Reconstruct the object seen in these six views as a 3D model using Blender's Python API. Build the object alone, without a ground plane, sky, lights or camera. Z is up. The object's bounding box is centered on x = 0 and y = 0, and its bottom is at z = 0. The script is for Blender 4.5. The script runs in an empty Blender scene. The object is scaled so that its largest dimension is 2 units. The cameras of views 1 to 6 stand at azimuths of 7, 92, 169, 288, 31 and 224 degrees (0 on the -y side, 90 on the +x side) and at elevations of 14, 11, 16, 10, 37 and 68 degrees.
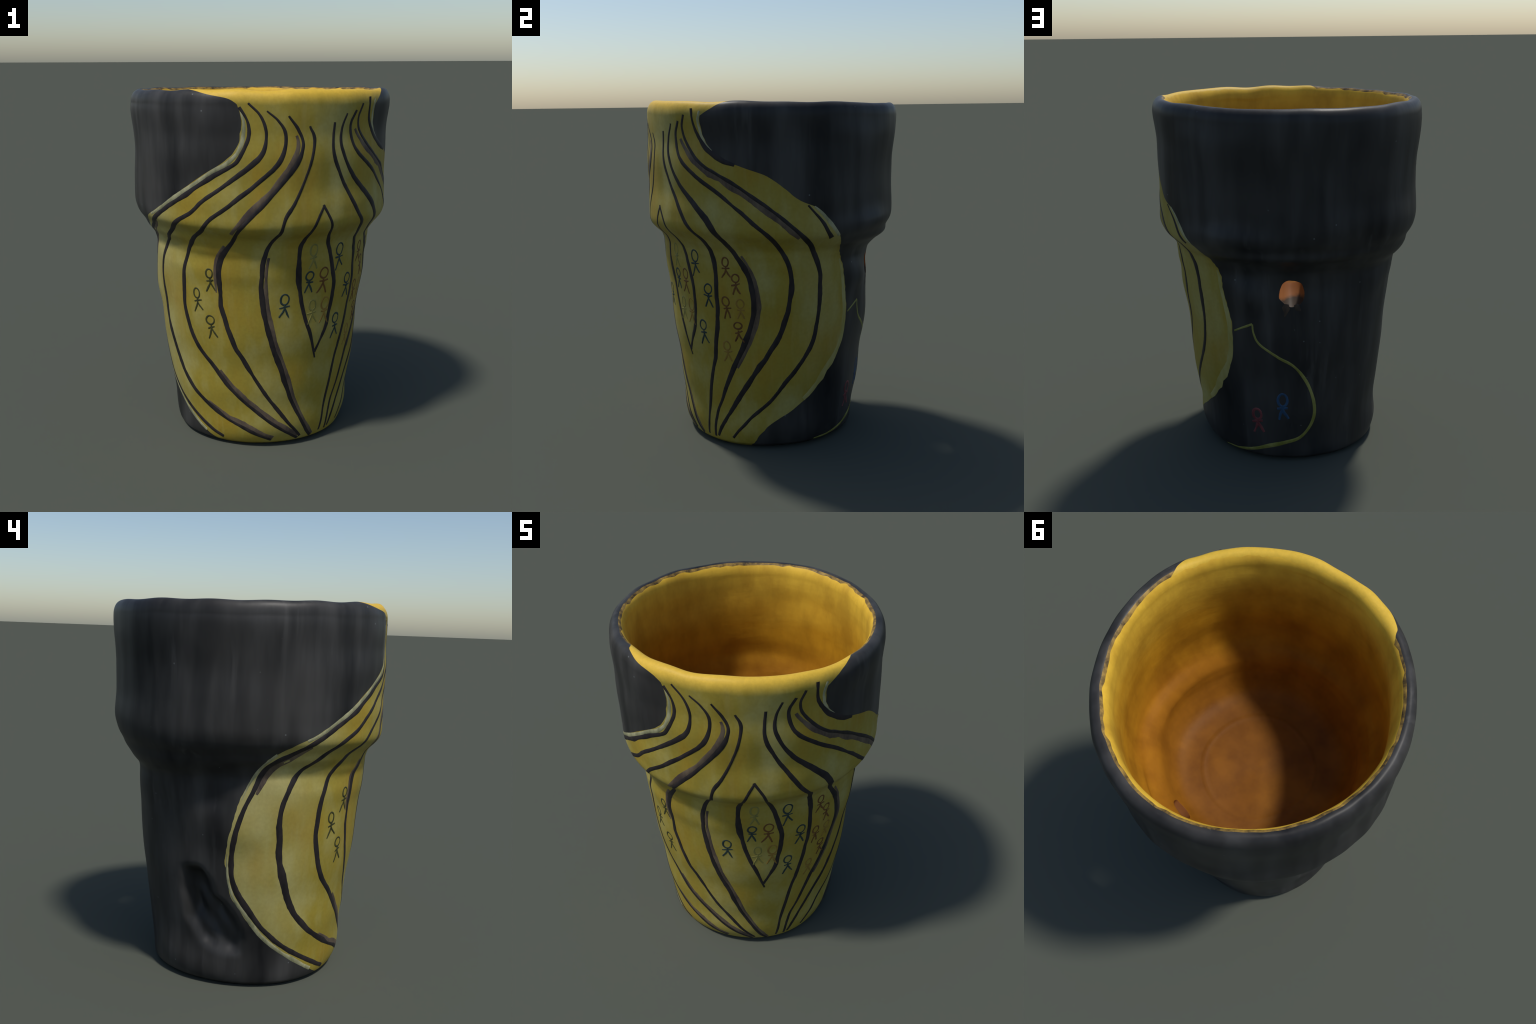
"""A hand-painted, glazed stoneware cup: tapering body, wide collar, shallow
orange bowl inside, a small firing hole in the back, brush lines and little
stick figures spelling OK."""
import bpy, bmesh, math
import numpy as np

rng = np.random.default_rng(7)
DEG = math.pi / 180.0

# ------------------------------------------------------------------ helpers
def pchip(xs, ys):
    """Monotone cubic through control points, returned as a function."""
    xs = np.asarray(xs, float); ys = np.asarray(ys, float)
    if xs[0] > xs[-1]:
        xs, ys = xs[::-1], ys[::-1]
    h = np.diff(xs); d = np.diff(ys) / h
    m = np.zeros_like(ys)
    for i in range(1, len(xs) - 1):
        if d[i - 1] * d[i] > 0:
            w1, w2 = 2 * h[i] + h[i - 1], h[i] + 2 * h[i - 1]
            m[i] = (w1 + w2) / (w1 / d[i - 1] + w2 / d[i])
    m[0], m[-1] = d[0], d[-1]
    def f(x):
        x = np.clip(np.asarray(x, float), xs[0], xs[-1])
        i = np.clip(np.searchsorted(xs, x) - 1, 0, len(xs) - 2)
        t = (x - xs[i]) / h[i]
        a, b = ys[i], ys[i + 1]
        return ((1 + 2 * t) * (1 - t) ** 2 * a + t * (1 - t) ** 2 * h[i] * m[i]
                + t * t * (3 - 2 * t) * b + t * t * (t - 1) * h[i] * m[i + 1])
    return f

def catmull(points, step=0.006):
    """Dense smooth path through (angle_deg, height) control points.
    Angles are turned into arc length so that steps are even."""
    P = np.array(points, float) * np.array([0.62 * DEG, 1.0])
    P = np.vstack([2 * P[0] - P[1], P, 2 * P[-1] - P[-2]])
    out = []
    for i in range(1, len(P) - 2):
        n = max(2, int(np.linalg.norm(P[i + 1] - P[i]) / step))
        t = np.linspace(0, 1, n, endpoint=False)[:, None]
        a, b, c, d = P[i - 1], P[i], P[i + 1], P[i + 2]
        out.append(0.5 * (2 * b + (c - a) * t + (2 * a - 5 * b + 4 * c - d) * t ** 2
                          + (3 * b - a - 3 * c + d) * t ** 3))
    out.append(P[-2][None])
    return np.vstack(out) / np.array([0.62 * DEG, 1.0])

def wobble(n, scale, seed):
    """Smooth one-dimensional noise, n samples, correlation length `scale`."""
    g = np.random.default_rng(seed)
    k = max(4, int(n / max(scale, 1)) + 3)
    v = g.normal(0, 1, k)
    return np.interp(np.linspace(0, k - 1, n), np.arange(k), v)

def waves(theta, z, seed, count, kmax, fz, amp):
    """Sum of random waves, periodic round the cup: gentle hand-made lumps."""
    g = np.random.default_rng(seed)
    s = 0
    for _ in range(count):
        k = g.integers(0, kmax + 1)
        s = s + np.cos(k * theta + g.uniform(-fz, fz) * z + g.uniform(0, 6.28))
    return amp * s / math.sqrt(count)

def smooth(a, b, x):
    t = np.clip((x - a) / (b - a), 0, 1)
    return t * t * (3 - 2 * t)

# ------------------------------------------------------------------ the form
HEIGHTS = [0, 0.03, 0.1, 0.2, 0.35, 0.5, 0.65, 0.8, 0.95, 1.05, 1.1, 1.13, 1.16, 1.19, 1.22, 1.25, 1.28, 1.31, 1.35, 1.42, 1.52, 1.64, 1.76, 1.84, 1.9, 1.94, 1.97]
RADII = [0.4681, 0.506, 0.5215, 0.528, 0.547, 0.5616, 0.5819, 0.5942, 0.6071, 0.6147, 0.6192, 0.6229, 0.6378, 0.6495, 0.6711, 0.6855, 0.7076, 0.7234, 0.7283, 0.7272, 0.7244, 0.7265, 0.7292, 0.7345, 0.737, 0.737, 0.737]
profile = pchip(HEIGHTS, RADII)
# slow departures from round (cos/sin of 1..4 times the angle), by height
H_AT = [0, 0.12, 0.3, 0.5, 0.75, 0.95, 1.05, 1.11, 1.15, 1.19, 1.23, 1.27, 1.31, 1.38, 1.5, 1.65, 1.8, 1.92, 2.0]
OUT_OF_ROUND = [pchip(H_AT, row) for row in (
    [-0.011, -0.002, 0.002, 0.0, 0.005, 0.007, 0.004, 0.003, -0.003, -0.007, -0.002, 0.005, 0.003, -0.003, -0.003, -0.001, -0.005, -0.004, -0.002],
    [-0.025, -0.03, -0.022, -0.021, -0.021, -0.029, -0.034, -0.032, -0.02, -0.003, 0.006, -0.003, -0.008, -0.006, -0.006, -0.008, 0.0, -0.002, 0.0],
    [-0.004, -0.001, -0.007, -0.002, -0.01, 0.001, 0.003, 0.006, 0.003, -0.003, -0.006, 0.0, -0.002, -0.001, -0.002, -0.005, -0.002, 0.001, -0.009],
    [-0.005, -0.002, 0.006, 0.002, 0.002, -0.001, -0.002, -0.005, -0.009, -0.006, -0.0, -0.005, -0.005, -0.007, -0.0, -0.003, -0.005, -0.008, -0.002],
    [0.004, -0.002, 0.002, 0.002, -0.0, 0.003, 0.004, 0.003, 0.004, 0.0, -0.001, -0.001, -0.001, -0.0, 0.0, 0.003, -0.0, 0.002, -0.003],
    [-0.003, 0.007, -0.0, 0.0, -0.004, -0.003, 0.004, 0.003, 0.007, 0.007, -0.002, 0.006, 0.001, -0.002, 0.001, 0.001, -0.003, -0.007, 0.0],
    [-0.005, -0.003, -0.002, -0.002, -0.002, -0.001, -0.002, 0.003, 0.002, 0.0, -0.001, 0.001, -0.0, 0.001, 0.001, -0.0, 0.001, 0.003, -0.006],
    [-0.001, -0.0, 0.002, 0.007, 0.004, 0.006, 0.005, 0.005, 0.0, -0.006, -0.004, 0.001, 0.0, 0.003, 0.003, 0.001, -0.001, -0.001, -0.009]
)]

def out_of_round(theta, z):
    s = 0
    for j, f in enumerate(OUT_OF_ROUND):
        k = j // 2 + 1
        s = s + f(z) * (np.sin(k * theta) if j % 2 else np.cos(k * theta))
    return s

# sunken scar low on the black side: rough outline (angle, height)
SCAR = [(-194, .62), (-186, .635), (-180, .57), (-178, .49), (-172, .46), (-166, .38), (-161, .26),
        (-163, .20), (-172, .20), (-185, .23), (-193, .36), (-195.5, .52)]

def in_scar(theta, z):
    a = (theta / DEG + 20) % 360 - 380           # -380 .. -20 degrees
    inside = np.zeros(np.broadcast(a, z).shape, bool)
    for k in range(len(SCAR)):
        (x0, y0), (x1, y1) = SCAR[k], SCAR[(k + 1) % len(SCAR)]
        if y0 != y1:
            inside = inside ^ ((y0 > z) != (y1 > z)) & (a < (x1 - x0) * (z - y0) / (y1 - y0) + x0)
    return inside

# local swellings and flats left by the hand: angle, height, push, spread deg, spread z
SWELLS = [(-42, .34, .009, 26, .20), (-168, .84, .018, 14, .10), (-104, .56, .008, 14, .20),
          (-102, 1.80, .010, 11, .13), (-36, 1.82, -.012, 16, .10), (70, 1.57, -.006, 12, .12),
          (45, 1.78, .010, 14, .12), (-174, 1.12, -.036, 16, .06), (178, .20, -.012, 14, .09),
          (122, .20, .008, 12, .10), (137, .80, .006, 16, .18), (28, .30, -.015, 16, .12),
          (58, 1.00, .032, 12, .09), (55, 1.185, -.020, 22, .03), (-172, 1.16, -.008, 10, .025),
          (57, 1.34, .013, 14, .07), (110, 1.32, -.010, 10, .06),
          (88, .80, -.010, 12, .12), (-104, 1.42, .013, 12, .10), (-32, 1.55, .011, 12, .15),
          (-55, .85, -.010, 12, .14), (128, 1.65, -.007, 14, .12), (-165, 1.95, -.013, 45, .045),
          (-178, 1.02, -.018, 10, .06), (-132, 1.17, -.010, 12, .03), (-58, 1.0, -.010, 10, .10),
          (38, .40, -.010, 12, .12), (-5, .45, .010, 14, .12), (-8, .13, .010, 16, .07),
          (-114, .85, .009, 12, .16), (130, 1.0, .010, 12, .08), (65, .30, -.010, 16, .10),
          (50, 1.34, .010, 10, .06)]

def swells(theta, z):
    s = 0
    for a, zc, push, sa, sz in SWELLS:
        d = ((theta / DEG - a) + 180) % 360 - 180
        s = s + push * np.exp(-(d / sa) ** 2 - ((z - zc) / sz) ** 2)
    return s

# the thrown form, softened a little along the height and kept as a lookup
_TH = np.linspace(-math.pi, math.pi, 721)
_ZZ = np.linspace(0, 2.0, 501)
_G = np.stack([profile(np.full(_TH.shape, zz)) + out_of_round(_TH, np.full(_TH.shape, zz))
               + swells(_TH, np.full(_TH.shape, zz)) for zz in _ZZ])
_ker = np.exp(-(np.arange(-9, 10) * 0.004 / 0.012) ** 2 / 2); _ker /= _ker.sum()
_P = np.vstack([2 * _G[0] - _G[9:0:-1], _G, 2 * _G[-1] - _G[-2:-11:-1]])
_S = sum(k * _P[n:n + 501] for n, k in enumerate(_ker))
_keep = smooth(0.03, 0.10, _ZZ)[:, None]         # the foot keeps its tight curve
THROWN = _G * (1 - _keep) + _S * _keep
# the scar, rounded off like wet clay
_D = np.where(in_scar(_TH[None, :], _ZZ[:, None]), 1.0, 0.0)
for _ in range(3):
    _D = sum(np.roll(_D, s, 0) for s in range(-4, 5)) / 9
    _D = sum(np.roll(_D[:, :-1], s, 1) for s in range(-4, 5)) / 9
    _D = np.hstack([_D, _D[:, :1]])
THROWN = THROWN - 0.080 * _D * (0.45 + 0.55 * smooth(0.20, 0.42, _ZZ)[:, None]) * (1 + 0.18 * np.cos(23 * _TH[None, :] + 17 * _ZZ[:, None]) * np.cos(29 * _ZZ[:, None]))

def thrown(theta, z):
    u = ((np.asarray(theta) + math.pi) % (2 * math.pi)) / (2 * math.pi) * 720
    v = np.clip(z, 0, 2.0) / 0.004
    i = np.clip(u.astype(int), 0, 719); j = np.clip(v.astype(int), 0, 499)
    a, b = u - i, v - j
    return ((THROWN[j, i] * (1 - a) + THROWN[j, i + 1] * a) * (1 - b)
            + (THROWN[j + 1, i] * (1 - a) + THROWN[j + 1, i + 1] * a) * b)

def outer_radius(theta, z):
    r = thrown(theta, z)
    r = r + waves(theta, z, 11, 14, 7, 9, 0.0013) + waves(theta, z, 12, 16, 18, 22, 0.0007)
    r = r + waves(theta, z, 13, 18, 34, 2.5, 0.0014) * smooth(1.25, 1.4, z)
    r = r + waves(theta, z, 14, 12, 15, 12, 0.0022) * smooth(1.74, 1.88, z)
    return r

def rim_top(theta):
    d = ((theta / DEG + 160) + 180) % 360 - 180
    return 1.984 - 0.013 * np.sin(theta) - 0.007 * np.exp(-(d / 45) ** 2) + waves(theta, 0 * theta, 21, 12, 18, 0, 0.0028)

LIP = 0.070                                      # height of the rounded lip
INNER = [(0.648, 1.92), (0.642, 1.84), (0.644, 1.70), (0.646, 1.50), (0.645, 1.40),
         (0.628, 1.31), (0.585, 1.225), (0.550, 1.170), (0.520, 1.11), (0.490, 1.05), (0.455, 1.005),
         (0.40, 0.983), (0.30, 0.976), (0.0, 0.972)]

# edges of the yellow field: angle in degrees by height
LEFT_EDGE = [(-112, 2.01), (-107.6, 1.985), (-93.5, 1.934), (-91.2, 1.884), (-90.3, 1.823),
             (-90.8, 1.761), (-92.4, 1.705), (-95.9, 1.648), (-104.4, 1.586), (-116.8, 1.484),
             (-125.8, 1.418), (-135.6, 1.348), (-141.6, 1.317), (-150.8, 1.251),
             (-156.9, 1.173), (-161.7, 1.081), (-165.0, .987), (-168.4, .852), (-170.4, .716),
             (-170.2, .648), (-167.7, .526), (-160.8, .419), (-153.6, .32), (-143.0, .221),
             (-130.1, .133), (-115.0, .043), (-106, 0)]
RIGHT_EDGE = [(-26.3, 2.01), (-26.6, 1.98), (-27.7, 1.941), (-28.8, 1.889), (-28.4, 1.837),
              (-26.4, 1.778), (-23.3, 1.732), (-17.2, 1.68), (-9.6, 1.641), (-1.2, 1.608),
              (6.1, 1.547), (13.5, 1.478), (20.1, 1.441), (26.3, 1.368), (33.0, 1.269),
              (35.5, 1.225), (42.0, 1.10), (45.0, .95), (47.6, .804), (46.8, .683),
              (42.8, .565), (35.3, .456), (26.5, .346), (11.7, .235), (-1.2, .158),
              (-10.7, .056), (-15, 0)]
left_edge = pchip([p[1] for p in LEFT_EDGE], [p[0] for p in LEFT_EDGE])
right_edge = pchip([p[1] for p in RIGHT_EDGE], [p[0] for p in RIGHT_EDGE])

# ------------------------------------------------------------------ materials
def new_material(name):
    m = bpy.data.materials.new(name)
    m.use_nodes = True
    nt = m.node_tree
    b = nt.nodes['Principled BSDF']
    return m, nt, b

def node(nt, kind, **inputs):
    n = nt.nodes.new(kind)
    for k, v in inputs.items():
        if k in n.inputs:
            n.inputs[k].default_value = v
    return n

def coords(nt, scale):
    tc = nt.nodes.new('ShaderNodeTexCoord')
    mp = nt.nodes.new('ShaderNodeMapping')
    mp.inputs['Scale'].default_value = scale
    nt.links.new(tc.outputs['Object'], mp.inputs['Vector'])
    return mp.outputs['Vector']

def noise(nt, scale_vec, scale, detail=4, rough=0.55):
    n = node(nt, 'ShaderNodeTexNoise', Scale=scale, Detail=detail, Roughness=rough)
    nt.links.new(coords(nt, scale_vec), n.inputs['Vector'])
    return n.outputs['Fac']

def ramp(nt, fac, stops):
    r = nt.nodes.new('ShaderNodeValToRGB')
    e = r.color_ramp.elements
    while len(e) < len(stops):
        e.new(0.5)
    for el, (p, c) in zip(e, stops):
        el.position = p
        el.color = (*c, 1) if len(c) == 3 else c
    nt.links.new(fac, r.inputs['Fac'])
    return r.outputs['Color']

def mix(nt, fac, a, b, mode='MIX'):
    m = nt.nodes.new('ShaderNodeMix')
    m.data_type = 'RGBA'
    m.blend_type = mode
    for s, v in ((m.inputs[0], fac), (m.inputs[6], a), (m.inputs[7], b)):
        if isinstance(v, bpy.types.NodeSocket):
            nt.links.new(v, s)
        elif isinstance(v, (int, float)):
            s.default_value = v
        else:
            s.default_value = (*v, 1)
    return m.outputs[2]

def bump(nt, b, height, strength, distance=0.004):
    n = node(nt, 'ShaderNodeBump', Strength=strength, Distance=distance)
    nt.links.new(height, n.inputs['Height'])
    nt.links.new(n.outputs['Normal'], b.inputs['Normal'])

def yellow_material():
    m, nt, b = new_material('yellow_glaze')
    blotch = noise(nt, (1, 1, 0.6), 4.5, 5, 0.55)
    base = ramp(nt, blotch, [(0.30, YEL_OCHRE), (0.50, YEL_MID), (0.78, YEL_PALE)])
    streak = noise(nt, (9, 9, 0.9), 2.0, 5, 0.6)
    s2 = ramp(nt, streak, [(0.52, (0, 0, 0)), (0.85, (0.45, 0.45, 0.45))])
    col = mix(nt, s2, base, YEL_PALE)
    tc = nt.nodes.new('ShaderNodeTexCoord'); sep = nt.nodes.new('ShaderNodeSeparateXYZ')
    nt.links.new(tc.outputs['Object'], sep.inputs[0])
    # thin, chalky glaze on the two side lobes, broken up in patches
    patch = ramp(nt, noise(nt, (1, 1, 0.7), 3.2, 4, 0.5), [(0.36, (0.05, 0.05, 0.05)), (0.64, (0.62, 0.62, 0.62))])
    for axis, lo, hi in (('X', -0.34, -0.52), ('Y', 0.12, 0.34)):
        lobe = node(nt, 'ShaderNodeMapRange')
        lobe.inputs['From Min'].default_value = lo
        lobe.inputs['From Max'].default_value = hi
        nt.links.new(sep.outputs[axis], lobe.inputs['Value'])
        col = mix(nt, mix(nt, 1.0, lobe.outputs[0], patch, 'MULTIPLY'), col, YEL_CHALK)
    # thicker, richer glaze gathers on the lip
    lip = nt.nodes.new('ShaderNodeMath'); lip.operation = 'MULTIPLY_ADD'; lip.inputs[1].default_value = 0.08
    nt.links.new(blotch, lip.inputs[0]); nt.links.new(sep.outputs['Z'], lip.inputs[2])
    mr = node(nt, 'ShaderNodeMapRange'); mr.inputs['From Min'].default_value = 1.965; mr.inputs['From Max'].default_value = 2.02
    nt.links.new(lip.outputs[0], mr.inputs['Value'])
    col = mix(nt, mr.outputs[0], col, IN_TOP)
    fine = noise(nt, (1, 1, 1), 60, 3, 0.6)
    col = mix(nt, 0.25, col, ramp(nt, fine, [(0.3, (0.55, 0.55, 0.5)), (0.7, (1, 1, 1))]), 'MULTIPLY')
    nt.links.new(col, b.inputs['Base Color'])
    b.inputs['Roughness'].default_value = 0.55
    b.inputs['Specular IOR Level'].default_value = 0.25
    bump(nt, b, fine, 0.08)
    return m

def black_material():
    m, nt, b = new_material('black_glaze')
    streak = noise(nt, (3, 3, 0.45), 2.2, 4, 0.5)
    base = ramp(nt, streak, [(0.32, BLK_DARK), (0.50, BLK_MID), (0.75, BLK_PALE)])
    fine_streak = noise(nt, (9, 9, 0.35), 2.0, 3, 0.5)
    thin = ramp(nt, fine_streak, [(0.58, (0, 0, 0)), (0.70, (0.7, 0.7, 0.7))])
    where = ramp(nt, noise(nt, (1, 1, 0.6), 2.3, 3), [(0.45, (0, 0, 0)), (0.60, (1, 1, 1))])
    thin = mix(nt, 1.0, thin, where, 'MULTIPLY')
    base = mix(nt, thin, base, BLK_PALE)
    cloud = noise(nt, (1, 1, 1), 2.5, 4, 0.5)
    col = mix(nt, ramp(nt, cloud, [(0.4, (0, 0, 0)), (0.7, (0.5, 0.5, 0.5))]), base, BLK_WARM)
    v = node(nt, 'ShaderNodeTexVoronoi', Scale=16.0)
    nt.links.new(coords(nt, (1, 1, 1)), v.inputs['Vector'])
    speck = ramp(nt, v.outputs['Distance'], [(0.05, (1, 1, 1)), (0.08, (0, 0, 0))])
    keep = ramp(nt, noise(nt, (1, 1, 1), 9, 2), [(0.56, (0, 0, 0)), (0.62, (0.6, 0.6, 0.6))])
    col = mix(nt, mix(nt, 1.0, speck, keep, 'MULTIPLY'), col, (0.16, 0.17, 0.17))
    nt.links.new(col, b.inputs['Base Color'])
    b.inputs['Roughness'].default_value = 0.44
    b.inputs['Specular IOR Level'].default_value = 0.2
    bump(nt, b, fine_streak, 0.25, 0.004)
    return m

def inside_material():
    m, nt, b = new_material('honey_glaze')
    tc = nt.nodes.new('ShaderNodeTexCoord')
    sep = nt.nodes.new('ShaderNodeSeparateXYZ')
    nt.links.new(tc.outputs['Object'], sep.inputs[0])
    # baked shade and orange bounce light tinted in, deepening towards the floor
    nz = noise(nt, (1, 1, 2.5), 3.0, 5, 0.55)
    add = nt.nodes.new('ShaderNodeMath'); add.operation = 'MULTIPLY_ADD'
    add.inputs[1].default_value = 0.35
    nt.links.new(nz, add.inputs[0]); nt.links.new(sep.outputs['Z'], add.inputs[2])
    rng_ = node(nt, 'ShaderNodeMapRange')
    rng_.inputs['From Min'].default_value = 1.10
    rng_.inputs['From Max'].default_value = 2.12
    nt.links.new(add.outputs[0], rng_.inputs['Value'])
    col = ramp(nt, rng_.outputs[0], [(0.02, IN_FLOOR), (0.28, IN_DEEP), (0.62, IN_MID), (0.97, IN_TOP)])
    streak = noise(nt, (3, 3, 1.6), 2.0, 5, 0.6)
    col = mix(nt, 0.6, col, ramp(nt, streak, [(0.32, (0.60, 0.50, 0.42)), (0.62, (1.12, 1.08, 1.0))]), 'MULTIPLY')
    nt.links.new(col, b.inputs['Base Color'])
    b.inputs['Roughness'].default_value = 0.6
    b.inputs['Specular IOR Level'].default_value = 0.15
    bump(nt, b, nz, 0.3, 0.012)
    return m

def hole_material():
    """Orange upper lining; lower side darkened to tone down the sun falling through."""
    m, nt, b = new_material('glazed_hole')
    tc = nt.nodes.new('ShaderNodeTexCoord'); sep = nt.nodes.new('ShaderNodeSeparateXYZ')
    nt.links.new(tc.outputs['Object'], sep.inputs[0])
    nz = noise(nt, (1, 1, 1), 14, 3)
    add = nt.nodes.new('ShaderNodeMath'); add.operation = 'MULTIPLY_ADD'; add.inputs[1].default_value = 0.06
    nt.links.new(nz, add.inputs[0]); nt.links.new(sep.outputs['Z'], add.inputs[2])
    mr = node(nt, 'ShaderNodeMapRange'); mr.inputs['From Min'].default_value = 1.0; mr.inputs['From Max'].default_value = 1.05
    nt.links.new(add.outputs[0], mr.inputs['Value'])
    nt.links.new(ramp(nt, mr.outputs[0], [(0.2, (0.050, 0.032, 0.020)), (0.6, (0.29, 0.105, 0.030))]), b.inputs['Base Color'])
    b.inputs['Roughness'].default_value = 0.6
    b.inputs['Specular IOR Level'].default_value = 0.2
    return m

def plain_material(name, a, c, scale=25, rough=0.55):
    m, nt, b = new_material(name)
    f = noise(nt, (1, 1, 0.5), scale, 4, 0.6)
    nt.links.new(ramp(nt, f, [(0.35, a), (0.65, c)]), b.inputs['Base Color'])
    b.inputs['Roughness'].default_value = rough
    b.inputs['Specular IOR Level'].default_value = 0.25
    return m

YEL_MID = (0.315, 0.245, 0.036)
YEL_OCHRE = (0.32, 0.215, 0.022)
YEL_PALE = (0.39, 0.35, 0.13)
YEL_CHALK = (0.44, 0.41, 0.19)
BLK_DARK = (0.010, 0.010, 0.011)
BLK_MID = (0.027, 0.0265, 0.026)
BLK_PALE = (0.062, 0.060, 0.058)
BLK_WARM = (0.042, 0.039, 0.036)
IN_FLOOR = (0.17, 0.066, 0.008)  # floor, deep and mid tones lowered to carry the bowl's interior shadow
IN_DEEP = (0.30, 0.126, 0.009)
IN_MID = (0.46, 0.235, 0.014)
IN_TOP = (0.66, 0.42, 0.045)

MAT = {
    'yellow': yellow_material(),
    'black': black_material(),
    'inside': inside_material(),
    'edge': plain_material('burnt_edge', (0.045, 0.030, 0.014), (0.34, 0.21, 0.045), 22),
    'base': plain_material('bare_base', (0.03, 0.03, 0.028), (0.05, 0.048, 0.042)),
    'hole': hole_material(),
    'smear': plain_material('clay_smear', (0.035, 0.026, 0.020), (0.085, 0.055, 0.038), 20),
    'line': plain_material('brush_black', (0.012, 0.010, 0.011), (0.028, 0.022, 0.022)),
    'faded': plain_material('faded_violet', (0.060, 0.043, 0.036), (0.135, 0.10, 0.065), 20),
    'pale': plain_material('pale_slip', (0.19, 0.19, 0.10), (0.36, 0.345, 0.20), 26),
    'cream': plain_material('cream_slip', (0.29, 0.25, 0.065), (0.37, 0.33, 0.13), 12),
    'lime': plain_material('olive_line', (0.15, 0.15, 0.025), (0.27, 0.26, 0.08), 12),
    'green': plain_material('ink_green', (0.028, 0.030, 0.012), (0.060, 0.058, 0.016), 30),
    'teal': plain_material('ink_teal', (0.012, 0.028, 0.030), (0.035, 0.050, 0.040), 30),
    'brown': plain_material('ink_brown', (0.09, 0.035, 0.010), (0.16, 0.075, 0.018), 30),
    'faint_brown': plain_material('ink_faint_brown', (0.20, 0.115, 0.022), (0.27, 0.17, 0.03), 30),
    'faint_green': plain_material('ink_faint_green', (0.16, 0.15, 0.04), (0.23, 0.20, 0.05), 30),
    'red': plain_material('ink_red', (0.12, 0.03, 0.034), (0.21, 0.06, 0.062), 20),
    'blue': plain_material('ink_blue', (0.018, 0.042, 0.085), (0.03, 0.085, 0.17), 20),
}

# ------------------------------------------------------------------ the body
cup = bpy.data.objects.new('painted_cup', None)
bpy.context.collection.objects.link(cup)
cup['label'] = 'hand-painted stoneware cup, yellow stripes, black glaze, wide collar'
cup['category'] = 'ceramic cup'

def add_part(name, mesh, material, parent=cup):
    ob = bpy.data.objects.new(name, mesh)
    bpy.context.collection.objects.link(ob)
    if not mesh.materials:
        mesh.materials.append(material)
    ob.parent = parent
    return ob

N_YELLOW, N_BLACK = 330, 390
N_OUT, N_LIP, N_IN = 330, 36, 130
REGIONS = ['black', 'yellow', 'inside', 'base', 'hole', 'edge']

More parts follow.
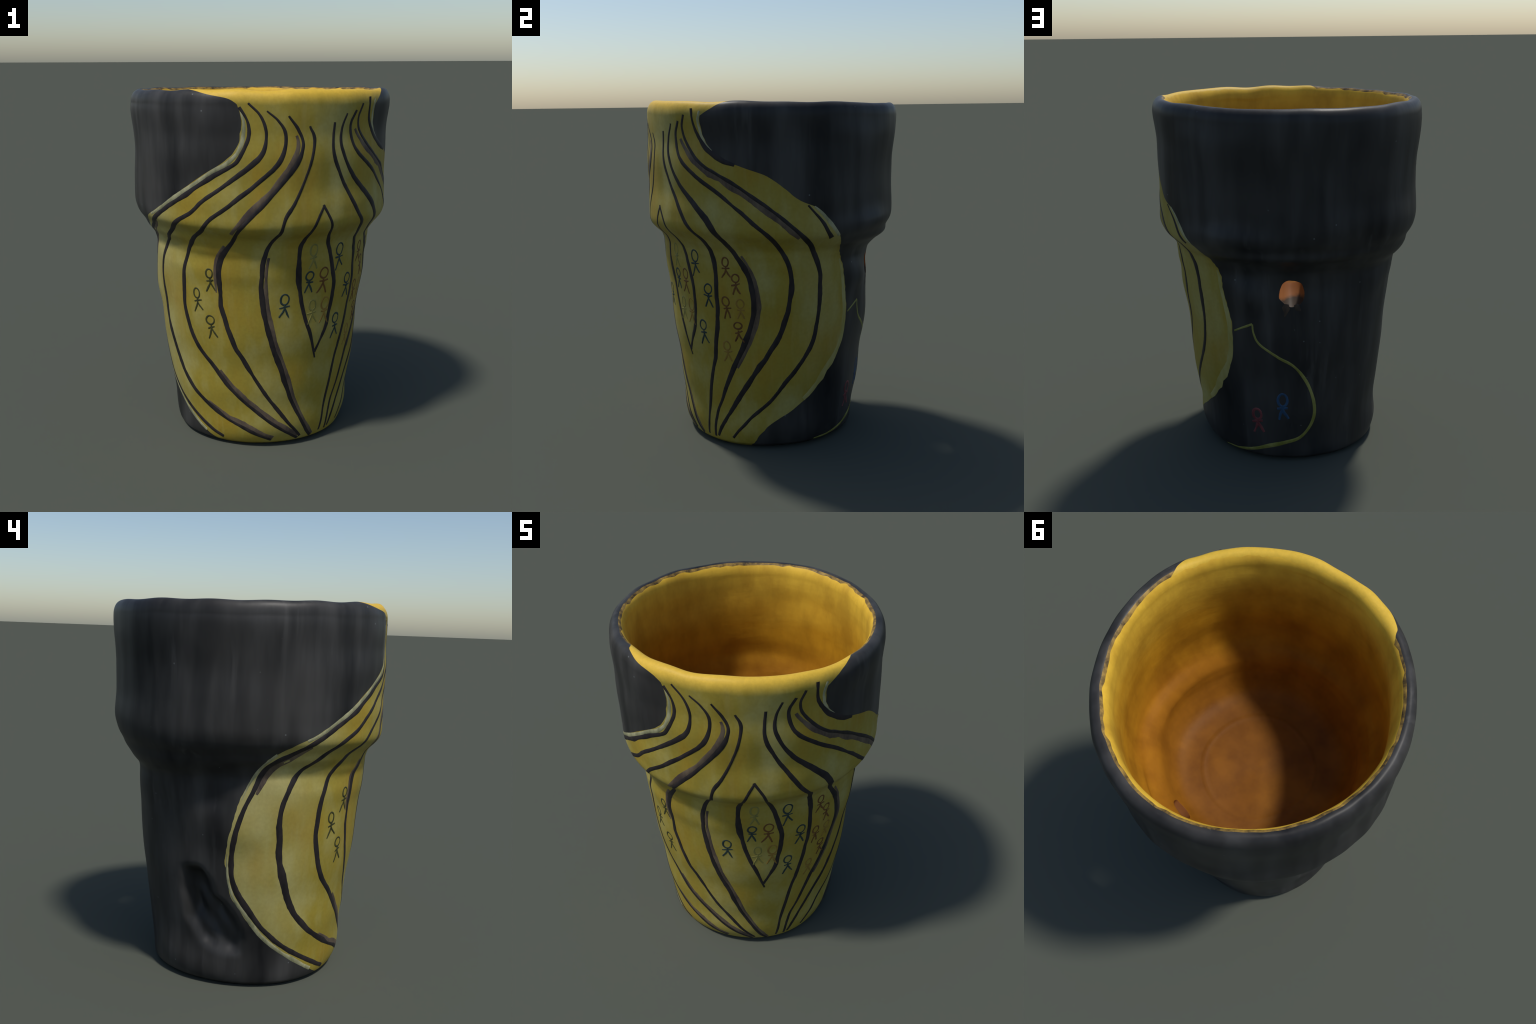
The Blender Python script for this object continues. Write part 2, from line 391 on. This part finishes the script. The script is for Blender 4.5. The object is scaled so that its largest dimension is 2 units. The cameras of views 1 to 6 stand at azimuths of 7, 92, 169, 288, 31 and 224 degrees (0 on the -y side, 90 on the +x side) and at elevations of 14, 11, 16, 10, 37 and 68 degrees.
def build_body():
    cols = N_YELLOW + N_BLACK
    u = np.concatenate([np.linspace(0, 1, N_YELLOW, endpoint=False),
                        1 + np.linspace(0, 1, N_BLACK, endpoint=False)])
    jag_l = wobble(N_OUT + N_LIP, 3, 31) * 0.22 + wobble(N_OUT + N_LIP, 9, 32) * 0.25
    jag_r = wobble(N_OUT + N_LIP, 3, 33) * 0.22 + wobble(N_OUT + N_LIP, 9, 34) * 0.25

    def angles(z, j, over=0.0):
        """Angles of one row; `over` widens the yellow as the row climbs the lip."""
        a = left_edge(z) + jag_l[min(j, len(jag_l) - 1)] - 10 * over
        b = right_edge(z) + jag_r[min(j, len(jag_r) - 1)] + 16 * over
        th = np.where(u < 1, a + (b - a) * u, b + (a + 360 - b) * (u - 1))
        return th * DEG

    rows, kind = [], []
    # underside
    th0 = angles(0.0, 0)
    r0 = outer_radius(th0, 0 * th0)
    for f, z in ((0.25, 0.010), (0.6, 0.009), (0.85, 0.008), (0.93, 0.001), (0.97, 0.0)):
        rows.append((th0, r0 * f, 0 * th0 + z)); kind.append('base')
    # outer wall, rows packed closer at the foot and round the collar step
    zc = np.linspace(0, 1, 4000)
    dens = 1 + 2.5 * np.exp(-(zc / 0.03) ** 2) + 1.6 * np.exp(-((zc * 1.93 - 1.24) / 0.10) ** 2)
    cum = np.cumsum(dens); cum = (cum - cum[0]) / (cum[-1] - cum[0])
    zz = np.interp(np.linspace(0, 1, N_OUT), cum, zc)
    for j, t in enumerate(zz):
        z_mid = t * (1.984 - LIP)
        th = angles(z_mid, j)
        z = t * (rim_top(th) - LIP)
        rows.append((th, outer_radius(th, z), z)); kind.append('outer')
    # rounded lip, from outer wall over the crest to the inner wall
    crest = wobble(N_YELLOW + N_BLACK, 5, 41) * 0.05 + wobble(N_YELLOW + N_BLACK, 14, 42) * 0.05
    for j in range(1, N_LIP + 1):
        a = math.pi * j / N_LIP
        th = angles(min(2.0, 1.984 - LIP + LIP * math.sin(min(a, math.pi / 2))), N_OUT + j - 1,
                    min(1.0, j / (0.7 * N_LIP)))
        edge_bell = math.exp(-((j / N_LIP - 0.70) / 0.12) ** 2)
        aa = np.clip(a + crest * edge_bell * 1.6, 0, math.pi)
        zb = rim_top(th) - LIP
        ro = outer_radius(th, zb)
        ri = INNER[0][0] + 0.85 * out_of_round(th, zb)
        c, h = (ro + ri) / 2, (ro - ri) / 2
        ca, sa = np.cos(aa), np.sin(aa)
        rows.append((th, c + h * np.sign(ca) * np.abs(ca) ** 0.95, zb + LIP * sa ** 0.95)); kind.append('lip_out' if j <= int(N_LIP * 0.60) else 'lip_edge' if j <= int(N_LIP * 0.70) else 'lip_in')
    # inner wall and floor
    pts = np.array(INNER)
    d = np.concatenate([[0], np.cumsum(np.hypot(*np.diff(pts, axis=0).T))])
    dense = np.linspace(0, d[-1], 1200)
    ker = np.hanning(90); ker /= ker.sum()
    def soften(y):
        pad = np.concatenate([2 * y[0] - y[45:0:-1], y, 2 * y[-1] - y[-2:-47:-1]])
        return np.interp(dense, dense, np.convolve(pad, ker, 'same')[45:45 + len(y)])
    soft_r, soft_z = soften(pchip(d, pts[:, 0])(dense)), soften(pchip(d, pts[:, 1])(dense))
    fr = lambda s: np.interp(s, dense, soft_r)
    fz = lambda s: np.interp(s, dense, soft_z) + 0.004 * np.exp(-((np.interp(s, dense, soft_r) - 0.304) / 0.008) ** 2)
    th_lip = rows[-1][0]
    for j in range(1, N_IN):
        s = d[-1] * (j / N_IN)
        r, z = float(fr(s)), float(fz(s))
        k = r / 0.66
        zt = z + (rim_top(th_lip) - LIP - INNER[0][1]) * smooth(1.3, 1.94, z)
        rr = r + 0.85 * k * out_of_round(th_lip, zt) + k * (waves(th_lip, zt, 51, 16, 7, 14, 0.0055) * smooth(1.95, 1.75, z))
        zt = zt + 0.004 * waves(th_lip, 0 * th_lip + r * 4, 52, 8, 3, 3, 1.0) * (1 - smooth(1.05, 1.2, z)) * min(1, r / 0.2)
        for a0, z0, push, sa, sz in ((-40, 1.50, .018, 26, .2), (-76, 1.74, .014, 24, .15), (-115, 1.40, .014, 24, .09),
                                    (-132, 1.50, .008, 16, .12), (28, 1.20, -.022, 42, .07)):
            da = (th_lip / DEG - a0 + 180) % 360 - 180
            rr = rr + push * np.exp(-(da / sa) ** 2 - ((zt - z0) / sz) ** 2)
        rr = np.minimum(rr, outer_radius(th_lip, zt) - 0.03)
        rows.append((th_lip, rr, zt)); kind.append('inner')
    V = np.vstack([np.column_stack([r * np.cos(t), r * np.sin(t), z]) for t, r, z in rows])
    nr = len(rows)
    faces, mats = [], []
    for i in range(nr - 1):
        k = kind[i + 1]
        for c in range(cols):
            c2 = (c + 1) % cols
            faces.append((i * cols + c, i * cols + c2, (i + 1) * cols + c2, (i + 1) * cols + c))
            if k in ('outer', 'lip_out'):
                mats.append(1 if c < N_YELLOW else 0)
            elif k == 'lip_edge':
                mats.append(1 if c < N_YELLOW else 5)
            elif k == 'base':
                mats.append(3)
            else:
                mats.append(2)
    n = len(V)
    bottom, floor = n, n + 1
    V = np.vstack([V, [[V[:cols, 0].mean(), V[:cols, 1].mean(), 0.010]],
                   [[V[-cols:, 0].mean(), V[-cols:, 1].mean(), V[-cols:, 2].mean()]]])
    for c in range(cols):
        c2 = (c + 1) % cols
        faces.append((bottom, c2, c)); mats.append(3)
        o = (nr - 1) * cols
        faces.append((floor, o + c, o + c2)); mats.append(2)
    me = bpy.data.meshes.new('body')
    me.from_pydata(V.tolist(), [], faces)
    for r in REGIONS:
        me.materials.append(MAT[r])
    me.polygons.foreach_set('material_index', mats)
    me.update()
    return me

def hole_cutter():
    """Ragged round plug that pierces the back wall."""
    ang, zc, rad = 80.3 * DEG, 1.018, 0.069
    ax = np.array([math.cos(ang), math.sin(ang), 0]); side = np.array([-ax[1], ax[0], 0])
    n, V, F = 56, [], []
    rag = 1 + wobble(n, 4, 61) * 0.03
    rag[-4:] = np.linspace(rag[-4], rag[0], 4)
    stations = [(0.36, 0.9, 0.17), (0.47, 0.95, 0.085), (0.555, 1.0, 0.005), (0.72, 1.05, -0.004)]
    for d, f, dz in stations:
        for i in range(n):
            a = 2 * math.pi * i / n
            p = ax * d + side * (rad * f * rag[i] * math.cos(a) * 0.95)
            V.append((p[0], p[1], zc + dz + rad * f * rag[i] * math.sin(a) * 1.04))
    for k in range(len(stations) - 1):
        for i in range(n):
            j = (i + 1) % n
            F.append((k * n + i, k * n + j, (k + 1) * n + j, (k + 1) * n + i))
    F.append(tuple(range(n - 1, -1, -1)))
    F.append(tuple((len(stations) - 1) * n + i for i in range(n)))
    me = bpy.data.meshes.new('plug')
    me.from_pydata(V, [], F)
    for r in REGIONS:
        me.materials.append(MAT[r])
    me.polygons.foreach_set('material_index', [4] * len(F))
    bm = bmesh.new(); bm.from_mesh(me); bmesh.ops.recalc_face_normals(bm, faces=bm.faces); bm.to_mesh(me); bm.free()
    return me

def pierce(body, plug):
    a = bpy.data.objects.new('body_solid', body); b = bpy.data.objects.new('plug', plug)
    for o in (a, b):
        bpy.context.collection.objects.link(o)
    md = a.modifiers.new('hole', 'BOOLEAN')
    md.operation = 'DIFFERENCE'; md.object = b; md.solver = 'MANIFOLD'
    dg = bpy.context.evaluated_depsgraph_get()
    out = bpy.data.meshes.new_from_object(a.evaluated_get(dg))
    bpy.data.objects.remove(a); bpy.data.objects.remove(b)
    return out

def split_regions(body):
    """One object per glaze region; borders coincide, normals are the body's."""
    n = len(body.vertices)
    co = np.zeros(n * 3); body.vertices.foreach_get('co', co); co = co.reshape(-1, 3)
    nrm = np.zeros(n * 3); body.vertex_normals.foreach_get('vector', nrm); nrm = nrm.reshape(-1, 3)
    mi = np.zeros(len(body.polygons), int); body.polygons.foreach_get('material_index', mi)
    polys = [tuple(p.vertices) for p in body.polygons]
    names = ['black_wall', 'yellow_wall', 'inner_bowl', 'base', 'hole_lining', 'rim_edge']
    for r, name in enumerate(names):
        sel = [polys[i] for i in np.nonzero(mi == r)[0]]
        if not sel:
            print('empty region', name); continue
        used = np.unique(np.concatenate([np.array(p) for p in sel]))
        idx = {int(v): i for i, v in enumerate(used)}
        me = bpy.data.meshes.new(name)
        me.from_pydata(co[used].tolist(), [], [tuple(idx[v] for v in p) for p in sel])
        me.materials.append(MAT[REGIONS[r]])
        me.polygons.foreach_set('use_smooth', [True] * len(me.polygons))
        if name != 'hole_lining':
            me.normals_split_custom_set_from_vertices(nrm[used].tolist())
        me.update()
        add_part(name, me, None)

solid = build_body()
split_regions(pierce(solid, hole_cutter()))

# ------------------------------------------------------------------ brush lines
def ribbon(path, widths, lift, seed, rag=0.17, V=None, F=None, gain=1.38):
    """Low raised stroke lying on the outer wall along (angle_deg, height)."""
    V = [] if V is None else V
    F = [] if F is None else F
    P = np.asarray(path, float)
    n = len(P)
    s = np.linspace(0, 1, n)
    w = np.interp(s, np.linspace(0, 1, len(widths)), widths) * 0.5 * gain
    edge_a = 1 + rag * (wobble(n, 3, seed) * 0.22 + wobble(n, 11, seed + 1))
    edge_b = 1 + rag * (wobble(n, 3, seed + 2) * 0.22 + wobble(n, 11, seed + 3))
    arc = P * np.array([0.62 * DEG, 1.0])
    t = np.gradient(arc, axis=0)
    t /= np.linalg.norm(t, axis=1)[:, None] + 1e-9
    nx, nz = -t[:, 1], t[:, 0]
    o = len(V)
    prof = [(-1.0, -0.0012), (-0.72, 0.75), (0.0, 1.0), (0.72, 0.75), (1.0, -0.0012)]
    for f, h in prof:
        ww = w * (edge_a if f < 0 else edge_b) * f
        z = np.clip(arc[:, 1] + nz * ww, 0.004, 1.965)
        r_here = profile(z)
        th = P[:, 0] * DEG + nx * ww / r_here
        r = outer_radius(th, z) + (lift * h if h > 0 else h)
        V.extend(np.column_stack([r * np.cos(th), r * np.sin(th), z]).tolist())
    for k in range(len(prof) - 1):
        for i in range(n - 1):
            F.append((o + k * n + i, o + (k + 1) * n + i, o + (k + 1) * n + i + 1, o + k * n + i + 1))
    return V, F

def stroke_object(name, V, F, material):
    me = bpy.data.meshes.new(name)
    me.from_pydata(V, [], F)
    me.polygons.foreach_set('use_smooth', [True] * len(me.polygons))
    me.update()
    return add_part(name, me, material)

def between(path, z_hi, z_lo):
    return path[(path[:, 1] <= z_hi) & (path[:, 1] >= z_lo)]

def beside(path, off):
    """Path shifted sideways by `off` metres (positive: to larger angles)."""
    q = path.copy()
    q[:, 0] += off / (0.62 * DEG)
    return q

STRIPES = {
    'LA': ([(-91.4, 1.915), (-88.4, 1.854), (-87.5, 1.792), (-88.5, 1.736), (-91.4, 1.668), (-93.9, 1.63),
            (-102.3, 1.568), (-114.2, 1.473), (-122.7, 1.409), (-133.2, 1.334), (-138.8, 1.29), (-148.3, 1.23),
            (-154.0, 1.166), (-158.2, 1.07), (-162.5, .962), (-166.3, .827), (-167.6, .705), (-166.0, .584),
            (-160.6, .475), (-152.0, .35), (-139.9, .241), (-124.7, .145), (-106.4, .046)],
           [.013, .017, .022, .024, .022, .019, .023, .025, .023, .021, .018]),
    'LB': ([(-87.9, 1.934), (-83.5, 1.879), (-81.1, 1.811), (-81.1, 1.736), (-83.6, 1.668), (-90.0, 1.599),
            (-98.2, 1.519), (-104.7, 1.463), (-112.1, 1.382), (-119.1, 1.332), (-125.1, 1.277), (-132.0, 1.21),
            (-137.8, 1.155), (-143.0, 1.057), (-145.5, .939), (-144.9, .794), (-143.8, .686), (-139.8, .546),
            (-133.5, .411), (-124.8, .315), (-114.0, .237), (-102.9, .171), (-90.7, .112), (-77.1, .041)],
           [.008, .018, .018, .020, .021, .024, .027, .029, .027, .023, .019, .016]),
    'LC': ([(-80.6, 1.897), (-76.2, 1.848), (-73.4, 1.785), (-74.0, 1.698), (-77.2, 1.623), (-86.1, 1.522),
            (-95.2, 1.429), (-102.8, 1.358), (-109.1, 1.281), (-115.3, 1.22), (-122.6, 1.095), (-125.5, .884),
            (-124.1, .722), (-118.9, .596), (-110.1, .49), (-98.8, .349), (-87.6, .242), (-72.7, .122), (-60.4, .032)],
           [.008, .018, .018, .019, .021, .025, .025, .022, .019, .017, .014]),
    'LD': ([(-72.2, 1.872), (-68.2, 1.803), (-66.2, 1.733), (-68.1, 1.652), (-72.6, 1.571), (-79.1, 1.47),
            (-86.1, 1.38), (-91.9, 1.297), (-95.8, 1.228), (-102.0, 1.123), (-103.5, .996), (-102.2, .823),
            (-97.6, .647), (-92.6, .543), (-81.8, .355), (-69.5, .181), (-58.8, .046)],
           [.010, .019, .018, .017, .020, .026, .022, .020, .018, .016, .014]),
    'LE': ([(-63.6, 1.82), (-61.5, 1.756), (-62.7, 1.655), (-65.3, 1.554), (-69.5, 1.44), (-73.1, 1.365),
            (-74.9, 1.284), (-76.6, 1.251), (-80.8, 1.16), (-82.5, 1.036), (-81.9, .847), (-77.9, .665),
            (-72.0, .474), (-65.1, .272), (-55.6, .091), (-51.0, .03)],
           [.012, .013, .014, .018, .024, .026, .023, .020, .018, .014]),
    'RA': ([(-52.5, 1.834), (-52.9, 1.7), (-50.0, 1.593), (-44.9, 1.482), (-40.0, 1.382), (-34.7, 1.294),
            (-31.2, 1.231), (-28.7, 1.116), (-28.3, .982), (-29.0, .83), (-31.7, .642), (-36.8, .443),
            (-41.3, .236), (-44.5, .048)],
           [.013, .018, .020, .024, .022, .023, .020, .017, .014]),
    'RB': ([(-46.0, 1.875), (-48.6, 1.793), (-48.4, 1.696), (-42.5, 1.561), (-33.6, 1.458), (-26.8, 1.368),
            (-22.1, 1.272), (-17.9, 1.196), (-12.3, 1.097), (-8.9, .981), (-8.8, .848), (-11.3, .741),
            (-16.4, .614), (-23.9, .465), (-30.9, .308), (-36.4, .182), (-39.3, .044)],
           [.008, .016, .022, .030, .024, .026, .027, .024, .020, .016, .014]),
    'RC': ([(-41.0, 1.889), (-43.6, 1.808), (-41.0, 1.7), (-32.0, 1.602), (-21.0, 1.506), (-13.1, 1.429),
            (-5.7, 1.349), (1.6, 1.263), (7.8, 1.152), (10.6, 1.049), (10.9, .95), (8.6, .817), (5.3, .712),
            (-1.9, .589), (-11.3, .446), (-24.3, .253), (-31.5, .145), (-36.6, .051)],
           [.012, .020, .018, .019, .020, .024, .027, .026, .023, .021, .014]),
    'RD': ([(-37.4, 1.922), (-39.2, 1.849), (-37.1, 1.769), (-29.2, 1.67), (-15.2, 1.568), (-3.4, 1.469),
            (5.9, 1.381), (16.3, 1.264), (21.7, 1.188), (26.0, 1.076), (27.2, .948), (26.9, .813), (24.7, .677),
            (18.9, .561), (11.3, .46), (-0.9, .306), (-14.3, .184), (-25.7, .056)],
           [.012, .017, .015, .017, .021, .025, .023, .021, .018, .016, .012]),
    'RE': ([(-32.8, 1.954), (-32.4, 1.876), (-30.4, 1.81), (-26.2, 1.744), (-20.6, 1.692), (-13.9, 1.66)],
           [.012, .013, .022, .026, .012]),
    'RF': ([(16.8, 1.45), (22.7, 1.364), (28.6, 1.262)], [.008, .016, .018]),
    'lens_left': ([(-56.9, 1.42), (-60.3, 1.329), (-62.9, 1.241), (-64.8, 1.154), (-64.4, .98), (-60.5, .797),
                   (-56.4, .668), (-52.4, .53)], [.012, .016, .024, .024, .020, .018, .010]),
    'lens_right': ([(-57.3, 1.42), (-53.3, 1.329), (-51.6, 1.251), (-48.0, 1.147), (-44.4, .991), (-44.2, .855),
                    (-46.9, .708), (-50.4, .625), (-53.0, .565)], [.012, .016, .020, .022, .021, .019, .016]),
}
PATHS = {k: catmull(p) for k, (p, w) in STRIPES.items()}
for i, (k, (pts, w)) in enumerate(STRIPES.items()):
    V, F = ribbon(PATHS[k], w, 0.0016, 100 + 10 * i)
    stroke_object('stripe', V, F, MAT['line'])

# faded second strokes running along some of the stripes
for i, (k, hi, lo, off, w) in enumerate([
        ('LD', 1.78, 1.27, -0.018, [.010, .022, .018, .022, .010]),
        ('LD', 1.20, .93, -0.017, [.012, .014, .006]),
        ('LE', 1.14, .04, 0.017, [.008, .016, .018, .020, .018, .012]),
        ('LC', .47, .05, 0.022, [.008, .022, .026, .022]),
        ('LB', .26, .05, 0.024, [.008, .024, .030, .024]),
        ('RB', 1.17, .50, 0.020, [.008, .018, .024, .022, .010]),
        ('RD', 1.80, 1.27, -0.020, [.012, .030, .030, .026, .016]),
        ('LA', 1.30, 1.05, 0.020, [.010, .030, .026, .008])]):
    V, F = ribbon(beside(between(PATHS[k], hi, lo), off * 1.25), w, 0.0009, 400 + 10 * i, 0.2, gain=1.7)
    stroke_object('faded_stripe', V, F, MAT['faded'])

# pale slip showing along the edges of the yellow field
def edge_path(edge, hi, lo, off):
    z = np.arange(hi, lo, -0.004)
    return np.column_stack([edge(z) + off / (0.62 * DEG), z])
for i, (e, hi, lo, off, w) in enumerate([
        (left_edge, 1.895, 1.33, 0.009, [.008, .018, .020, .016, .012]),
        (left_edge, 1.26, 1.02, 0.007, [.010, .012, .004]),
        (left_edge, .74, .06, 0.008, [.004, .012, .016, .018, .014]),
        (right_edge, 1.94, 1.70, -0.009, [.010, .014, .014, .010]),
        (right_edge, 1.44, 1.27, -0.006, [.008, .018, .014]),
        (right_edge, 1.12, .30, -0.016, [.008, .022, .030, .026, .034, .034, .020])]):
    V, F = ribbon(edge_path(e, hi, lo, off), w, 0.0008, 600 + 10 * i, 0.2)
    stroke_object('pale_edge', V, F, MAT['cream' if lo == .30 else 'pale'])

# onion-shaped outline on the black back
BULB = [(48.7, .795), (54, .822), (59.2, .845)], [(59.2, .845), (59.9, .79), (63.0, .732), (72.6, .663),
        (81.5, .604), (88.1, .513), (92.2, .413), (93.8, .311), (91.5, .221), (85.9, .152), (76.0, .122),
        (64.2, .092), (52, .055), (40, .033), (30, .026)]
V, F = ribbon(catmull(BULB[0]), [.008, .011], 0.0012, 700)
V, F = ribbon(catmull(BULB[1]), [.010, .013, .015, .016, .016, .020, .018, .014], 0.0012, 710, 0.12, V, F)
stroke_object('onion_outline', V, F, MAT['lime'])

# clay smeared below the hole
V, F = ribbon(catmull([(77.5, .965), (77.0, .93), (76.3, .895)]), [.020, .034, .026, .006], 0.0012, 730, 0.25)
V, F = ribbon(catmull([(82.2, .962), (83.0, .945), (84.6, .925)]), [.016, .022, .005], 0.0010, 735, 0.25, V, F)
stroke_object('clay_smear', V, F, MAT['smear'])

# ------------------------------------------------------------------ stick figures that read OK
def ok_figure(angle, z, height, tilt, material, seed, line=0.009):
    """Head is an O; below it a K lies on its back: arms bar and two legs."""
    g = np.random.default_rng(seed)
    j = lambda s=0.03: g.normal(0, s)
    hw, hh = 0.17 + j(0.015), 0.21 + j(0.02)
    a = np.linspace(0.4, 0.4 + 2 * math.pi + 0.2, 26)
    head = np.column_stack([hw * np.cos(a) * (1 + 0.06 * np.sin(2 * a + j(1))), 0.28 + hh * np.sin(a)])
    strokes = [head,
               np.array([(-0.19 + j(), -0.03 + j()), (0, -0.03), (0.19 + j(), 0.0 + j())]),
               np.array([(0.01, 0.07), (0.0, -0.03), (0.0, -0.10)]),
               np.array([(0.03 + j(0.01), -0.03), (-0.08, -0.27), (-0.20 + j(), -0.50 + j())]),
               np.array([(-0.03 + j(0.01), -0.03), (0.08, -0.25), (0.19 + j(), -0.47 + j())])]
    ct, st = math.cos(tilt), math.sin(tilt)
    V, F = [], []
    r = float(outer_radius(np.array([angle * DEG]), np.array([z]))[0])
    for i, s in enumerate(strokes):
        q = np.column_stack([s[:, 0] * ct - s[:, 1] * st, s[:, 0] * st + s[:, 1] * ct]) * height
        d = np.concatenate([[0], np.cumsum(np.hypot(*np.diff(q, axis=0).T))])
        t = np.linspace(0, d[-1], max(5, int(d[-1] / 0.004)))
        q = np.column_stack([np.interp(t, d, q[:, 0]), np.interp(t, d, q[:, 1])])
        path = np.column_stack([angle + q[:, 0] / r / DEG, z + q[:, 1]])
        ribbon(path, [line * 0.8, line, line * 0.75], 0.0011 + 0.0002 * i, seed * 20 + i, 0.16, V, F, 1.45)
    return stroke_object('ok_figure', V, F, material)

FIGURES = [  # angle, height on the wall, size, tilt, ink
    (-108.3, 1.000, .130, .05, 'green'), (-116.4, .875, .130, .10, 'green'), (-109.0, .730, .135, .12, 'green'),
    (-71.4, .862, .135, 0.0, 'teal'), (-58.7, .985, .120, -.05, 'teal'),
    (-50.6, .985, .150, -.05, 'brown'), (-57.2, 1.125, .135, 0.0, 'faint_green'),
    (-56.0, .810, .135, 0.0, 'faint_green'), (-48.4, .805, .150, -.05, 'faint_brown'),
    (-41.0, 1.105, .140, .03, 'teal'), (-33.6, .925, .140, -.03, 'teal'), (-39.6, .700, .145, .03, 'teal'),
    (-22.5, 1.095, .120, 0.0, 'brown'), (-17.5, 1.005, .120, .02, 'brown'), (-23.5, .865, .130, .05, 'brown'),
    (-17.8, .725, .130, .03, 'brown'), (-25.2, .600, .125, .03, 'faint_brown'), (-15.7, .860, .120, 0.0, 'faint_brown'),
    (58.8, .255, .150, .05, 'red'), (74.5, .350, .160, 0.0, 'blue'),
]
for i, (a, z, h, tilt, ink) in enumerate(FIGURES):
    ok_figure(a, z, h, tilt, MAT[ink], 40 + i, 0.014 if ink in ('red', 'blue') else 0.0088)
